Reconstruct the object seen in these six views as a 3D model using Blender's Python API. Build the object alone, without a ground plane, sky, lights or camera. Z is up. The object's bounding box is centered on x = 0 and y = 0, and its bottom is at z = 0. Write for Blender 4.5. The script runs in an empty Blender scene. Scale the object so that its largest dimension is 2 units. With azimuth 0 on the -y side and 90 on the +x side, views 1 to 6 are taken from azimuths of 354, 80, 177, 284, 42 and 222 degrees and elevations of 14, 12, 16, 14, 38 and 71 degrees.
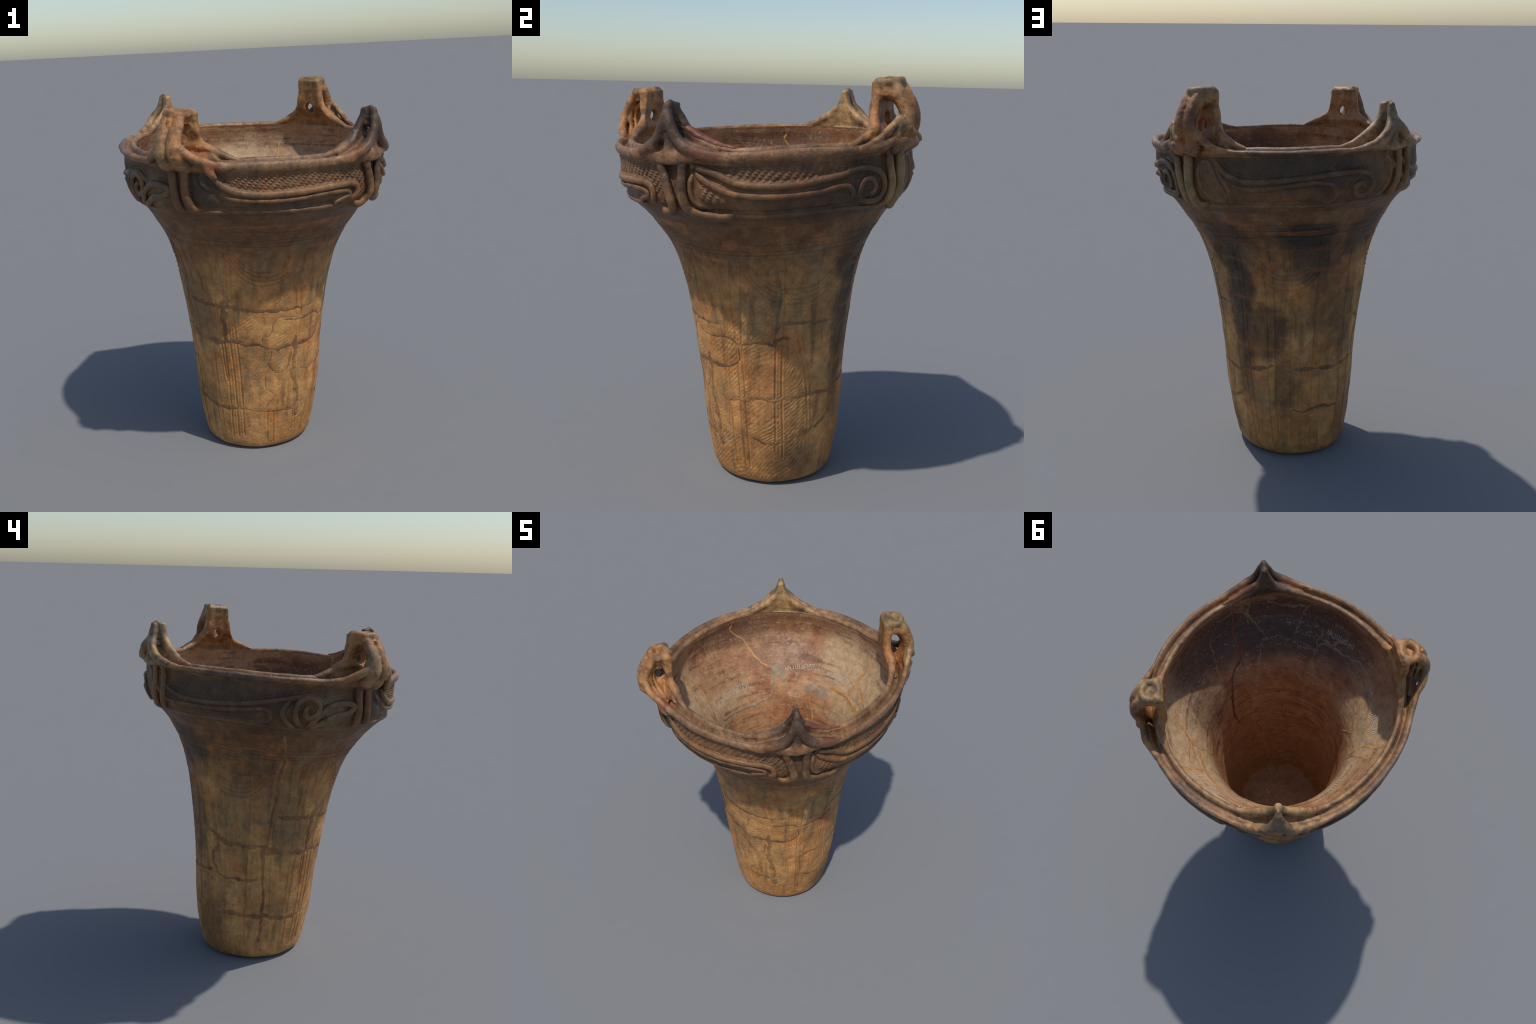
# Jomon-style deep clay vessel: flaring body, coil-relief rim band, two loop handles, two peaked handles
import bpy, math
import numpy as np
from mathutils import Vector

rng = np.random.default_rng(7)
D2R = math.pi / 180.0

# ------------------------------------------------------------------ frame
# The pot leans: its axis drifts with height and its horizontal rings tip towards azimuth 25.
TX, TY = 0.028, -0.060
def cx(h): return np.interp(h, [0, .3, .6, .9, 1.15, 1.35, 1.7], [-.036, -.027, -.022, -.021, -.013, -.001, .003])
def cy(h): return np.interp(h, [0, .3, .6, .9, 1.15, 1.35, 1.6, 1.7], [.066, .060, .048, .036, .026, .017, .001, -.003])
def swell(az):
    """the rim is not round: it bulges towards its four handles"""
    a = np.asarray(az, float) % 360
    k = [0, 20, 47, 70, 90, 115, 138, 180, 200, 221, 245, 270, 295, 324, 345, 360]
    v = [.003, .012, .024, .002, -.017, -.011, -.001, .003, .012, .020, .005, -.014, -.004, .020, .008, .003]
    return sum(np.interp((a + d) % 360, k, v) for d in (-10, -5, 0, 5, 10)) / 5
def frame(az, h, r):
    """azimuth (degrees, 0 = -y, 90 = +x), height along the pot, radius -> world xyz"""
    a = np.asarray(az, float) * D2R
    r = r + swell(az) * np.clip((np.asarray(h) - 1.36) / .16, 0, 1)
    dx, dy = r * np.sin(a), -r * np.cos(a)
    k = np.clip((h - .1) / 1.1, 0, 1)
    return np.stack([cx(h) + dx, cy(h) + dy, h - k * (TX * dx + TY * dy)], -1)

# ------------------------------------------------------------------ numpy noise
def _hash(i, j, k, seed):
    n = (i * 374761393 + j * 668265263 + k * 2147483647 + seed * 1274126177) & 0xFFFFFFFF
    n = ((n ^ (n >> 13)) * 1274126177) & 0xFFFFFFFF
    n = n ^ (n >> 16)
    return (n & 0xFFFF) / 32767.5 - 1.0
def vnoise(P, scale, seed=0):
    q = P * scale
    f = np.floor(q).astype(np.int64); u = q - f; u = u * u * (3 - 2 * u)
    out = 0
    for a in (0, 1):
        for b in (0, 1):
            for c in (0, 1):
                w = (u[..., 0] if a else 1 - u[..., 0]) * (u[..., 1] if b else 1 - u[..., 1]) * (u[..., 2] if c else 1 - u[..., 2])
                out = out + w * _hash(f[..., 0] + a, f[..., 1] + b, f[..., 2] + c, seed)
    return out
def fbm(P, scale, octaves=3, seed=0):
    o, amp = 0, 1.0
    for i in range(octaves):
        o = o + amp * vnoise(P, scale * 2 ** i, seed + i * 17); amp *= .5
    return o

# ------------------------------------------------------------------ curves
def spline(pts, step=.004, wrap=None):
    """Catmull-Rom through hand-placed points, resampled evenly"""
    p = np.array(pts, float)
    if len(p) == 2: p = np.array([p[0], (p[0] + p[1]) / 2, p[1]])
    q = np.vstack([2 * p[0] - p[1], p, 2 * p[-1] - p[-2]])
    t = np.linspace(0, 1, 24, endpoint=False)[:, None]
    seg = []
    for i in range(1, len(q) - 2):
        a, b, c, d = q[i - 1], q[i], q[i + 1], q[i + 2]
        seg.append(.5 * ((2 * b) + (c - a) * t + (2 * a - 5 * b + 4 * c - d) * t ** 2 + (3 * b - a - 3 * c + d) * t ** 3))
    seg.append(p[-1:])
    s = np.vstack(seg)
    sc = np.ones(s.shape[1]); 
    if wrap: sc[:len(wrap)] = wrap
    L = np.r_[0, np.cumsum(np.linalg.norm(np.diff(s * sc, axis=0), axis=1))]
    n = max(4, int(L[-1] / step))
    u = np.linspace(0, L[-1], n)
    return np.stack([np.interp(u, L, s[:, k]) for k in range(s.shape[1])], -1)
def unwrap(pts):
    """keep azimuths continuous across 0/360"""
    o = [list(pts[0])]
    for p in pts[1:]:
        a = p[0]
        while a - o[-1][0] > 180: a -= 360
        while a - o[-1][0] < -180: a += 360
        o.append([a] + list(p[1:]))
    return o
def smooth(x, a, b):
    t = np.clip((x - a) / (b - a), 0, 1); return t * t * (3 - 2 * t)
def angd(a, b): return (a - b + 180) % 360 - 180

# ------------------------------------------------------------------ vessel profile
OUT = np.array([(0.0, .20), (.0, .245), (.006, .272), (.02, .291), (.05, .304), (.1, .314), (.2, .331), (.35, .348), (.55, .363),
    (.75, .384), (.9, .406), (1.03, .428), (1.15, .459), (1.25, .501), (1.32, .546), (1.365, .575), (1.40, .603), (1.43, .630), (1.465, .661),
    (1.52, .686), (1.58, .692), (1.63, .689), (1.658, .691), (1.669, .699), (1.680, .713), (1.695, .717), (1.706, .706),
    (1.700, .690), (1.684, .676), (1.690, .662), (1.708, .653), (1.714, .644), (1.711, .633), (1.700, .627)])
INN = np.array([(1.700, .629), (1.67, .634), (1.62, .645), (1.55, .641), (1.48, .610), (1.42, .566), (1.36, .517), (1.25, .446), (1.15, .408),
    (1.03, .383), (.9, .361), (.75, .341), (.55, .321), (.35, .304), (.2, .289), (.12, .276), (.085, .254), (.072, .20), (.07, .1)])
def resample(p, steps):
    s = spline(p, .001)
    L = np.r_[0, np.cumsum(np.linalg.norm(np.diff(s, axis=0), axis=1))]
    d = [0.0]
    while d[-1] < L[-1]:
        h = np.interp(d[-1], L, s[:, 0]); d.append(d[-1] + steps(h))
    d = np.array(d) * L[-1] / d[-1]
    return np.stack([np.interp(d, L, s[:, 0]), np.interp(d, L, s[:, 1])], -1)
NC = 1080
prof_o = resample(OUT, lambda h: .0036 if h < 1.36 else .0028)
prof_i = resample(INN, lambda h: .0075)
n_o = len(prof_o)
prof = np.vstack([prof_o, prof_i[1:]])
AZ = np.arange(NC) * 360.0 / NC
tg = np.gradient(prof, axis=0); tg /= np.linalg.norm(tg, axis=1)[:, None]
nrm = np.stack([-tg[:, 1], tg[:, 0]], -1)          # (dh, dr) outward
H = np.repeat(prof[:, :1], NC, 1); R = np.repeat(prof[:, 1:], NC, 1); A = np.repeat(AZ[None], len(prof), 0)
disp = np.zeros_like(H)
lip_dip = np.interp(AZ, [0, 45, 90, 120, 150, 180, 215, 250, 270, 315, 360], [.018, .013, .018, .006, -.007, -.016, -.010, -.003, .0, .003, .018])
H = H + lip_dip[None] * smooth(H, 1.665, 1.708)
P0 = frame(A, H, R)
i_top = int(np.argmax(prof[:n_o, 0] > 1.663))       # rows below this are the plain outer wall
row_h = prof[:i_top, 0]
def settle(pts):
    """lines were sketched on a slightly off-centre axis: move their azimuths to the true one"""
    o = []
    for a, h in pts:
        k = (.016 / .69) if h > 1.3 else (.016 / .42)
        o.append((math.atan2(math.sin(a * D2R), math.cos(a * D2R) + k) / D2R, h))
    return o

def distance_map(lines, reach):
    """distance on the outer wall from every grid point to a set of (azimuth, height) curves"""
    d = np.full((i_top, NC), 9.0)
    for ln in lines:
        for a, h in spline(unwrap(ln), .006, (.009, 1)):
            i = np.searchsorted(row_h, [h - reach, h + reach]); i[1] = min(i[1] + 1, i_top)
            if i[0] >= i[1]: continue
            r = np.interp(h, row_h, prof[:i_top, 1])
            w = int(reach / r / D2R / 360 * NC) + 1
            c0 = int(round(a / 360 * NC)); cols = np.arange(c0 - w, c0 + w + 1) % NC
            du = angd(AZ[cols], a) * D2R * r
            # along the wall, slope included
            sl = np.interp(h, row_h, 1 / np.maximum(.35, np.abs(tg[:i_top, 0])))
            dv = (row_h[i[0]:i[1]] - h) * min(sl, 2)
            dd = np.sqrt(du[None] ** 2 + dv[:, None] ** 2)
            blk = d[i[0]:i[1]][:, cols]
            d[i[0]:i[1]][:, cols] = 0
            tmp = d[i[0]:i[1]]; tmp[:, cols] = np.minimum(blk, dd)
    return d

# ------------------------------------------------------------------ drawn lines (azimuth, height)
neck_lines = [[(a, h + .008 * math.sin(a * D2R * k + s)) for a in range(0, 365, 12)] for h, k, s in
              ((1.287, 2, 0), (1.262, 3, 1), (1.243, 2, 2))] + [[(342, 1.347), (356, 1.343), (18, 1.336)], [(100, 1.31), (125, 1.315), (150, 1.31)],
              [(262, 1.305), (290, 1.30), (312, 1.303)], [(170, 1.318), (200, 1.312)]]
vertical_lines = [
    [(329, 1.21), (329, .94), (326.5, .68), (327, .42), (326, .07)], [(334, 1.215), (332.5, .94), (331.5, .68), (332.8, .43), (332, .08)],
    [(338, 1.2), (336, .94), (337, .69), (338.4, .43), (338.4, .09)], [(30, 1.142), (26.5, 1.0), (27.9, .81), (28.8, .55), (29, .1)],
    [(35, 1.15), (31, .96), (32.9, .80), (32.5, .54), (33, .1)], [(1.9, .257), (2.7, .05)], [(7.9, .25), (9.0, .045)],
    [(66.9, 1.208), (64.4, 1.066), (61.1, .763), (61.3, .45), (62, .1)], [(60, 1.204), (56.6, 1.02), (57, .76), (57, .45), (57.5, .1)],
    [(85.9, .80), (84.9, .5), (84.7, .2)], [(90.5, .79), (89.9, .5), (91.3, .16)], [(101, .8), (107.7, .622), (111.3, .4), (113, .12)],
    [(105, .8), (112.2, .585), (114.5, .4), (117, .12)], [(130, 1.0), (131, .7), (133.6, .47), (136, .1)],
    [(142, 1.15), (141, .8), (139, .54), (142, .1)], [(147, 1.2), (145, .9), (144, .54), (147, .12)],
    [(197.7, .95), (196.8, .7), (195.8, .3), (196, .08)], [(203, 1.0), (203.1, .65), (202.5, .3), (203, .08)],
    [(221, 1.15), (223, .8), (224, .52), (221, .25), (223, .08)], [(229, 1.04), (231.6, .8), (233.9, .5), (232, .1)],
    [(288, 1.0), (286, .67), (287.9, .47), (290.7, .1)], [(294, 1.05), (293, .82), (293.2, .62), (296.1, .31), (297, .1)],
    [(300, 1.2), (303, 1.0)], [(308, 1.22), (309, 1.0)], [(322, 1.2), (323.5, .67), (325.7, .44)]]
swag_lines = []
for c, w, top, bot in ((2, 29, 1.21, 1.015), (99, 36, 1.2, .975), (177, 30, 1.2, .965), (262, 28, 1.2, 1.0)):
    for k in range(4):
        ww, bb = w - 2.2 * k, bot + .026 * k
        swag_lines.append([(c + ww * s, bb + (top - bb) * (abs(s) ** 2.6)) for s in np.linspace(-1, 1, 13)])
seams = [  # (width, points): dark repair fills and cracks of the outer wall
    (.011, [(297.7, .90), (313, .899), (324, .89), (331, .897), (341, .882), (356, .87), (11.5, .866), (28.7, .86), (43, .861)]),
    (.014, [(330, .94), (328, .844), (328.4, .733), (328.4, .672)]),
    (.011, [(286.7, .688), (308.7, .684), (321, .679), (336.6, .689), (344.8, .672), (355.6, .666), (6.5, .639), (18.2, .641), (31.5, .639), (48.8, .643)]),
    (.009, [(289, .307), (304, .288), (319, .266), (335, .273)]), (.004, [(335, .273), (354, .263), (9.9, .251), (29.6, .239)]),
    (.003, [(29.4, .813), (11.7, .819), (6.5, .736), (359.7, .711), (359.7, .67)]), (.006, [(6.5, .634), (5, .541), (9.5, .496), (18.9, .494), (23.5, .55), (24.8, .61)]),
    (.003, [(2.1, .491), (2, .407), (9.5, .347), (3.4, .31), (1.9, .268)]), (.012, [(28.3, .70), (28.3, .604), (27.4, .469), (32, .354), (32.2, .18)]),
    (.005, [(17.2, .808), (37.7, .795), (49.9, .802), (59.7, .762)]), (.009, [(59.7, .762), (69.6, .788), (83.9, .774), (87.8, .798), (95.7, .808)]),
    (.005, [(29, .646), (37.5, .631), (50.6, .656), (58.2, .69), (58.5, .76)]),
    (.010, [(36, .483), (49.6, .474), (58, .479), (70.4, .495), (81.9, .481), (96.7, .496), (111, .501), (131.9, .49), (140, .512), (166, .544)]),
    (.012, [(66, .282), (81.6, .245), (97.4, .271), (122.7, .322), (131.6, .356)]),
    (.009, [(166, .544), (186, .53), (209.5, .523), (239.3, .541)]), (.006, [(177, .303), (189.5, .284), (202.5, .308), (222, .295)]),
    (.010, [(238.9, 1.127), (252.5, 1.161), (264.5, 1.141), (276.6, 1.151), (291, 1.167)]), (.008, [(291, 1.40), (293.7, 1.258), (292, 1.129), (291.8, .965), (290.1, .848), (289.7, .72)]),
    (.013, [(223.6, .796), (241.7, .764), (252.3, .724), (265.8, .723), (286.4, .719), (303.5, .688), (322.8, .692)]),
    (.010, [(247, .716), (241, .637), (242.9, .551), (250.6, .515), (274.4, .514), (283, .519)]),
    (.011, [(240, .31), (245, .304), (260, .297), (273, .29), (291.7, .29), (315.5, .268), (327.9, .269)]), (.010, [(295.6, .907), (307.8, .895), (321.5, .895)]),
    (.010, [(289, .72), (285.4, .689), (288.9, .51), (289.7, .327), (288.8, .11)])]
pale_seams = [(.010, [(87.8, .848), (90.3, .886), (103.5, .879), (130.7, .862)]), (.007, [(80.5, 1.226), (87, 1.164), (88, .986), (85.3, .828)])]

# coils of the rim band, panel by panel: (radius, lift, points)
coils = []
coils += [(.0135, .007, [(336.5, 1.668), (338, 1.655), (339.2, 1.635), (342, 1.605), (346.9, 1.579), (354.8, 1.566), (5.8, 1.567), (16.5, 1.574), (28.6, 1.581), (35.5, 1.580), (38.4, 1.557), (38.2, 1.521), (35.6, 1.492)]),
    (.0095, .005, [(341.8, 1.559), (345.8, 1.545), (355.7, 1.535), (5.8, 1.536), (13.7, 1.54), (22.2, 1.551), (32.5, 1.547), (35, 1.525), (31.1, 1.509), (28.3, 1.495), (28, 1.465)]),
    (.0100, .003, [(331.3, 1.474), (340, 1.476), (350.5, 1.479), (5.8, 1.479), (16.7, 1.478), (25, 1.478), (33, 1.476)]),
    (.0110, .005, [(333, 1.64), (333.5, 1.625), (334.7, 1.607), (336.9, 1.59)])]
coils += [(.0135, .007, [(56, 1.663), (58.5, 1.655), (63.9, 1.633), (69, 1.603), (74, 1.584), (83.4, 1.575), (93.3, 1.577), (101.2, 1.589), (109.2, 1.603), (112.8, 1.617), (119, 1.619), (125.5, 1.592), (128.3, 1.538), (127.8, 1.493), (124, 1.472), (117.3, 1.481)]),
    (.0115, .006, [(56.5, 1.638), (60.6, 1.602), (65.9, 1.566), (71, 1.545), (80.9, 1.533), (90.9, 1.533), (101.3, 1.542), (109.3, 1.557), (113, 1.53), (113, 1.49)]),
    (.0100, .004, [(55.8, 1.631), (54.9, 1.569), (56, 1.513), (60.2, 1.483)]),
    (.0110, .003, [(68.8, 1.452), (81, 1.446), (91.5, 1.450), (102.5, 1.453), (111.6, 1.452), (123.3, 1.442), (134, 1.43)]),
    (.0110, .006, [(116, 1.50), (116.2, 1.528), (118, 1.568), (121.6, 1.568), (123.6, 1.527), (121, 1.495)])]
coils += [(.0105, .002, [(141.9, 1.625), (146, 1.642), (148.6, 1.607), (150.3, 1.558), (152.3, 1.515), (153.6, 1.474), (151.4, 1.458), (146.7, 1.463), (142.9, 1.509), (141.5, 1.572), (141.9, 1.625)]),
    (.0095, .003, [(148.8, 1.655), (151.8, 1.577), (154.8, 1.516), (155, 1.436)]),
    (.0130, .003, [(149, 1.66), (152, 1.61), (156.6, 1.573), (163.5, 1.55), (173.6, 1.555), (183.5, 1.564), (193.7, 1.577), (204, 1.583), (209.2, 1.568), (211.9, 1.529), (211.2, 1.491), (208, 1.467), (205, 1.479), (204, 1.512), (206.2, 1.532), (208, 1.515)]),
    (.0110, .002, [(155.9, 1.535), (163.3, 1.518), (173.5, 1.524), (183.5, 1.54), (191, 1.54), (195, 1.524), (196.2, 1.488), (195.3, 1.452), (192, 1.433)]),
    (.0110, .003, [(140, 1.425), (154, 1.430), (162.5, 1.435), (178.7, 1.431), (192.6, 1.428), (201, 1.433), (213.9, 1.440), (222, 1.443)]),
    (.0090, .003, [(217, 1.655), (219.5, 1.63), (220.8, 1.587), (220.2, 1.53), (217.8, 1.474), (213.3, 1.452)])]
coils += [(.0125, .003, [(226.5, 1.64), (230.5, 1.595), (236.6, 1.558), (246.4, 1.538), (259.8, 1.541), (271.3, 1.556), (282, 1.58), (290, 1.601), (298.2, 1.619), (301.6, 1.612), (305, 1.582)]),
    (.0115, .003, [(222.5, 1.613), (227.1, 1.553), (233.2, 1.512), (246.2, 1.508), (259.7, 1.513), (271.3, 1.526), (280, 1.539), (282.6, 1.518), (282.3, 1.481), (279, 1.461)]),
    (.0100, .003, [(224, 1.464), (235.9, 1.451), (252.5, 1.455), (265.4, 1.458), (276.8, 1.452), (285.3, 1.449), (293.9, 1.446), (299.8, 1.446), (312.2, 1.452), (321, 1.455)]),
    (.0125, .009, [(290.6, 1.595), (288, 1.553), (287.7, 1.519), (290.1, 1.48), (293.9, 1.453)]),
    (.0130, .011, [(297.5, 1.458), (295.2, 1.478), (293, 1.517), (293.1, 1.558), (294.4, 1.592), (297.7, 1.609), (301.1, 1.602), (303, 1.573), (302.1, 1.531), (298.8, 1.513), (296.9, 1.533), (297.9, 1.561), (299.5, 1.56)]),
    (.0145, .010, [(299, 1.456), (301.3, 1.494), (304.4, 1.54), (309.6, 1.583), (316, 1.59), (319.4, 1.57), (316.4, 1.542), (310.8, 1.526), (305, 1.489), (300, 1.456)])]
pillars = [(.0210, .010, [(321.0, 1.70), (321.4, 1.62), (322, 1.57), (322.6, 1.51), (323.4, 1.46)]), (.0210, .010, [(327, 1.70), (326.8, 1.62), (327, 1.57), (328.3, 1.506), (331.5, 1.473)]),
    (.0200, .013, [(43, 1.70), (45.3, 1.61), (46.8, 1.551), (47, 1.50), (44.5, 1.468), (39.5, 1.466)]), (.0200, .013, [(53, 1.70), (52.3, 1.598), (52.2, 1.536), (53.2, 1.485), (56.8, 1.465), (62, 1.455), (69, 1.452)]),
    (.0190, .012, [(129.5, 1.70), (131, 1.596), (132.2, 1.539), (132.6, 1.48), (131, 1.43)]), (.0240, .014, [(137.2, 1.70), (137.2, 1.588), (137.3, 1.511), (137.6, 1.445), (142, 1.425)]),
    (.0180, .010, [(224.5, 1.70), (225.0, 1.60), (224.6, 1.54), (223.7, 1.494), (222, 1.445)]), (.0180, .010, [(230.5, 1.70), (231.5, 1.58), (230.5, 1.51), (228, 1.455)]),
    (.0130, .006, [(217.5, 1.67), (219, 1.62)])]

coils = [(a, b, settle(p)) for a, b, p in coils]; pillars = [(a, b, settle(p)) for a, b, p in pillars]
seams = [(a, settle(p)) for a, p in seams]; pale_seams = [(a, settle(p)) for a, p in pale_seams]
vertical_lines += [[(a, 1.22), (a + 1, 1.0), (a, .8)] for a in (86, 91, 112, 196, 202, 287, 293)] + [[(a, 1.21), (a + 1.5, .9), (a + .5, .5), (a + 1, .09)] for a in (160, 166, 178, 246, 252, 272, 310, 315, 48)]
vertical_lines = [settle(p) for p in vertical_lines]; swag_lines = [settle(p) for p in swag_lines]
# ------------------------------------------------------------------ relief of the wall
n_low = int(np.argmax(row_h > 1.36))
U = angd(A[:i_top], 0) * D2R * R[:i_top]; V = H[:i_top]
wall = np.zeros((i_top, NC))
P0w = P0[:i_top]
warp = vnoise(P0w, 9, 3) * .02
# cord-marked panels of the lower body: slanting rows of short pressed strokes
q = (U * .62 - V * .78 + warp) ; s_ = (U * .78 + V * .62)
stroke = np.sin(q * 2 * math.pi / .0165 + 1.6 * vnoise(P0w, 24, 15)) * (.62 + .38 * np.sin(s_ * 2 * math.pi / .034 + 4 * vnoise(P0w, 18, 5) + q * 150)) + .5 * vnoise(P0w, 70, 16)
front = smooth(np.abs(angd(A[:i_top], 42)), 118, 70)
front = np.maximum(front, .42)
patch = smooth(vnoise(P0w, 6, 11), -.55, .25)
body_mask = front * smooth(V, 1.20, 1.0) * smooth(V, .02, .05) * (.35 + .65 * patch)
wall += .0015 * stroke * body_mask * (.35 + .65 * smooth(vnoise(P0w, 16, 61), -.4, .5))
# faint combing on the smoother back
comb = np.sin(U * 2 * math.pi / .013 + 2.5 * vnoise(P0w, 7, 21)) * smooth(vnoise(P0w, 5, 23), -.1, .4)
wall += .0013 * comb * (1 - front) * smooth(V, 1.25, 1.15)
# beaded cord fields of the rim band
def field(lo, hi, h0, h1):
    return smooth(angd(A[:i_top], lo), 0, 3) * smooth(angd(hi, A[:i_top]), 0, 3) * smooth(V, h0, h0 + .012) * smooth(V, h1, h1 - .012)
bead_q = U * .75 + V * -.66 + .5 * warp; bead_s = U * .66 + V * .75
row_ = .5 + .5 * np.sin(bead_q * 2 * math.pi / .026)
bead = row_ * (.55 + .45 * np.sin(bead_s * 2 * math.pi / .0150 + 1.2 * np.sin(bead_q * 241) + 1.5 * vnoise(P0w, 14, 8)))
cord_band = np.maximum.reduce([field(338, 42, 1.565, 1.672), field(36, 44, 1.49, 1.64), field(63, 118, 1.575, 1.672), field(56, 67, 1.50, 1.60)])
wall += .005 * cord_band + .0075 * (bead - .35) * cord_band * (.75 + .35 * vnoise(P0w, 11, 9))
wall += .0014 * np.sin(bead_q * 2 * math.pi / .02 + 2 * vnoise(P0w, 12, 6)) * np.maximum(field(155, 216, 1.58, 1.65), field(232, 300, 1.56, 1.65))
# incised lines
dg = distance_map(vertical_lines, .02)
wall = wall * smooth(dg, .002, .008) - .0042 * np.exp(-(dg / .0040) ** 2) + .0012 * np.exp(-((dg - .009) / .004) ** 2)
dn = distance_map(neck_lines, .02)
wall += -.0052 * np.exp(-(dn / .0040) ** 2) + .0016 * np.exp(-((dn - .010) / .005) ** 2)
du_ = distance_map(swag_lines, .02)
wall += -.0052 * np.exp(-(du_ / .0045) ** 2) + .0010 * np.exp(-((du_ - .010) / .005) ** 2)
# band: skirt beside each coil and hollow panel grounds, ledge under the band
dc = distance_map([c[2] for c in coils + pillars], .06)
band = smooth(V, 1.41, 1.45)
wall += band * (.0055 * np.exp(-(dc / .017) ** 2) - .0035 * np.exp(-((dc - .023) / .008) ** 2) + .001 * smooth(dc, .03, .05))
# seams: smoothed, slightly sunken strip
ds = distance_map([s[1] for s in seams + pale_seams], .03)
wall = wall * smooth(ds, .004, .014) - .0015 * np.exp(-(ds / .010) ** 2)
disp[:i_top] += wall
# lumps and grain everywhere
for a_, h_, wa, wh, amt in ((312, .58, 26, .26, .013), (105, .18, 30, .2, -.009), (222, .2, 24, .25, .008), (140, .25, 22, .2, -.008), (228, .7, 20, .3, .006)):
    disp[:i_top] += amt * np.exp(-(angd(A[:i_top], a_) / wa) ** 2 - ((V - h_) / wh) ** 2)
disp += .0042 * fbm(P0, 3.2, 2, 31) * smooth(H, .0, .2) + .0016 * fbm(P0, 14, 2, 41) + .0005 * vnoise(P0, 95, 51)
Hd = H + nrm[:, :1] * disp; Rd = R + nrm[:, 1:] * disp
Hd[0], Rd[0] = H[0], R[0]
P = frame(A, Hd, Rd); P[..., 2] = np.maximum(P[..., 2], 0)

def wall_point(a, h, off):
    """point on the relief-carrying outer wall"""
    a = np.asarray(a, float); h = np.asarray(h, float)
    r = np.interp(h, row_h, prof[:i_top, 1]); nh = np.interp(h, row_h, nrm[:i_top, 0]); nr = np.interp(h, row_h, nrm[:i_top, 1])
    i = np.clip(np.interp(h, row_h, np.arange(i_top)).astype(int), 0, i_top - 1); c = np.round(a / 360 * NC).astype(int) % NC
    d = disp[i, c]
    return a, h, r, nh, nr, d
def inner_row():
    return prof_i[::-1, 0], prof_i[::-1, 1]
IH, IR = inner_row()
inn_n = nrm[n_o - 1:][::-1]

# ------------------------------------------------------------------ mesh builders
pot = bpy.data.objects.new("clay_vessel", None)
bpy.context.scene.collection.objects.link(pot)
pot.empty_display_size = .2
pot["label"] = "tall flaring brown earthenware pot with ornate looped rim"
pot["category"] = "clay pot"

def add(name, verts, faces, mat, parent=None, smooth_shade=True, normals=None):
    me = bpy.data.meshes.new(name)
    verts = np.asarray(verts, np.float32)
    me.vertices.add(len(verts)); me.vertices.foreach_set("co", verts.ravel())
    faces = np.asarray(faces, np.int32); k = faces.shape[1]
    me.loops.add(faces.size); me.loops.foreach_set("vertex_index", faces.ravel())
    me.polygons.add(len(faces)); me.polygons.foreach_set("loop_start", np.arange(len(faces), dtype=np.int32) * k)
    me.polygons.foreach_set("loop_total", np.full(len(faces), k, np.int32))
    me.update(calc_edges=True); me.validate()
    if smooth_shade: me.polygons.foreach_set("use_smooth", np.ones(len(me.polygons), bool))
    me.materials.append(mat)
    if normals is not None: me.normals_split_custom_set_from_vertices([tuple(n) for n in normals])
    ob = bpy.data.objects.new(name, me); bpy.context.scene.collection.objects.link(ob)
    ob.parent = parent or pot
    return ob

def grid_normals(P):
    du = np.roll(P, -1, 1) - np.roll(P, 1, 1); dv = np.gradient(P, axis=0)
    n = np.cross(du, dv); n /= np.linalg.norm(n, axis=-1)[..., None] + 1e-12
    return n
def strip_part(name, r0, r1, mat, flip=False):
    rows = np.arange(r0, r1 + 1); n = len(rows)
    i, j = np.meshgrid(np.arange(n - 1), np.arange(NC), indexing='ij'); j2 = (j + 1) % NC
    f = np.stack([i * NC + j, i * NC + j2, (i + 1) * NC + j2, (i + 1) * NC + j], -1).reshape(-1, 4)
    return add(name, P[r0:r1 + 1].reshape(-1, 3), f, mat, normals=PN[r0:r1 + 1].reshape(-1, 3))

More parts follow.
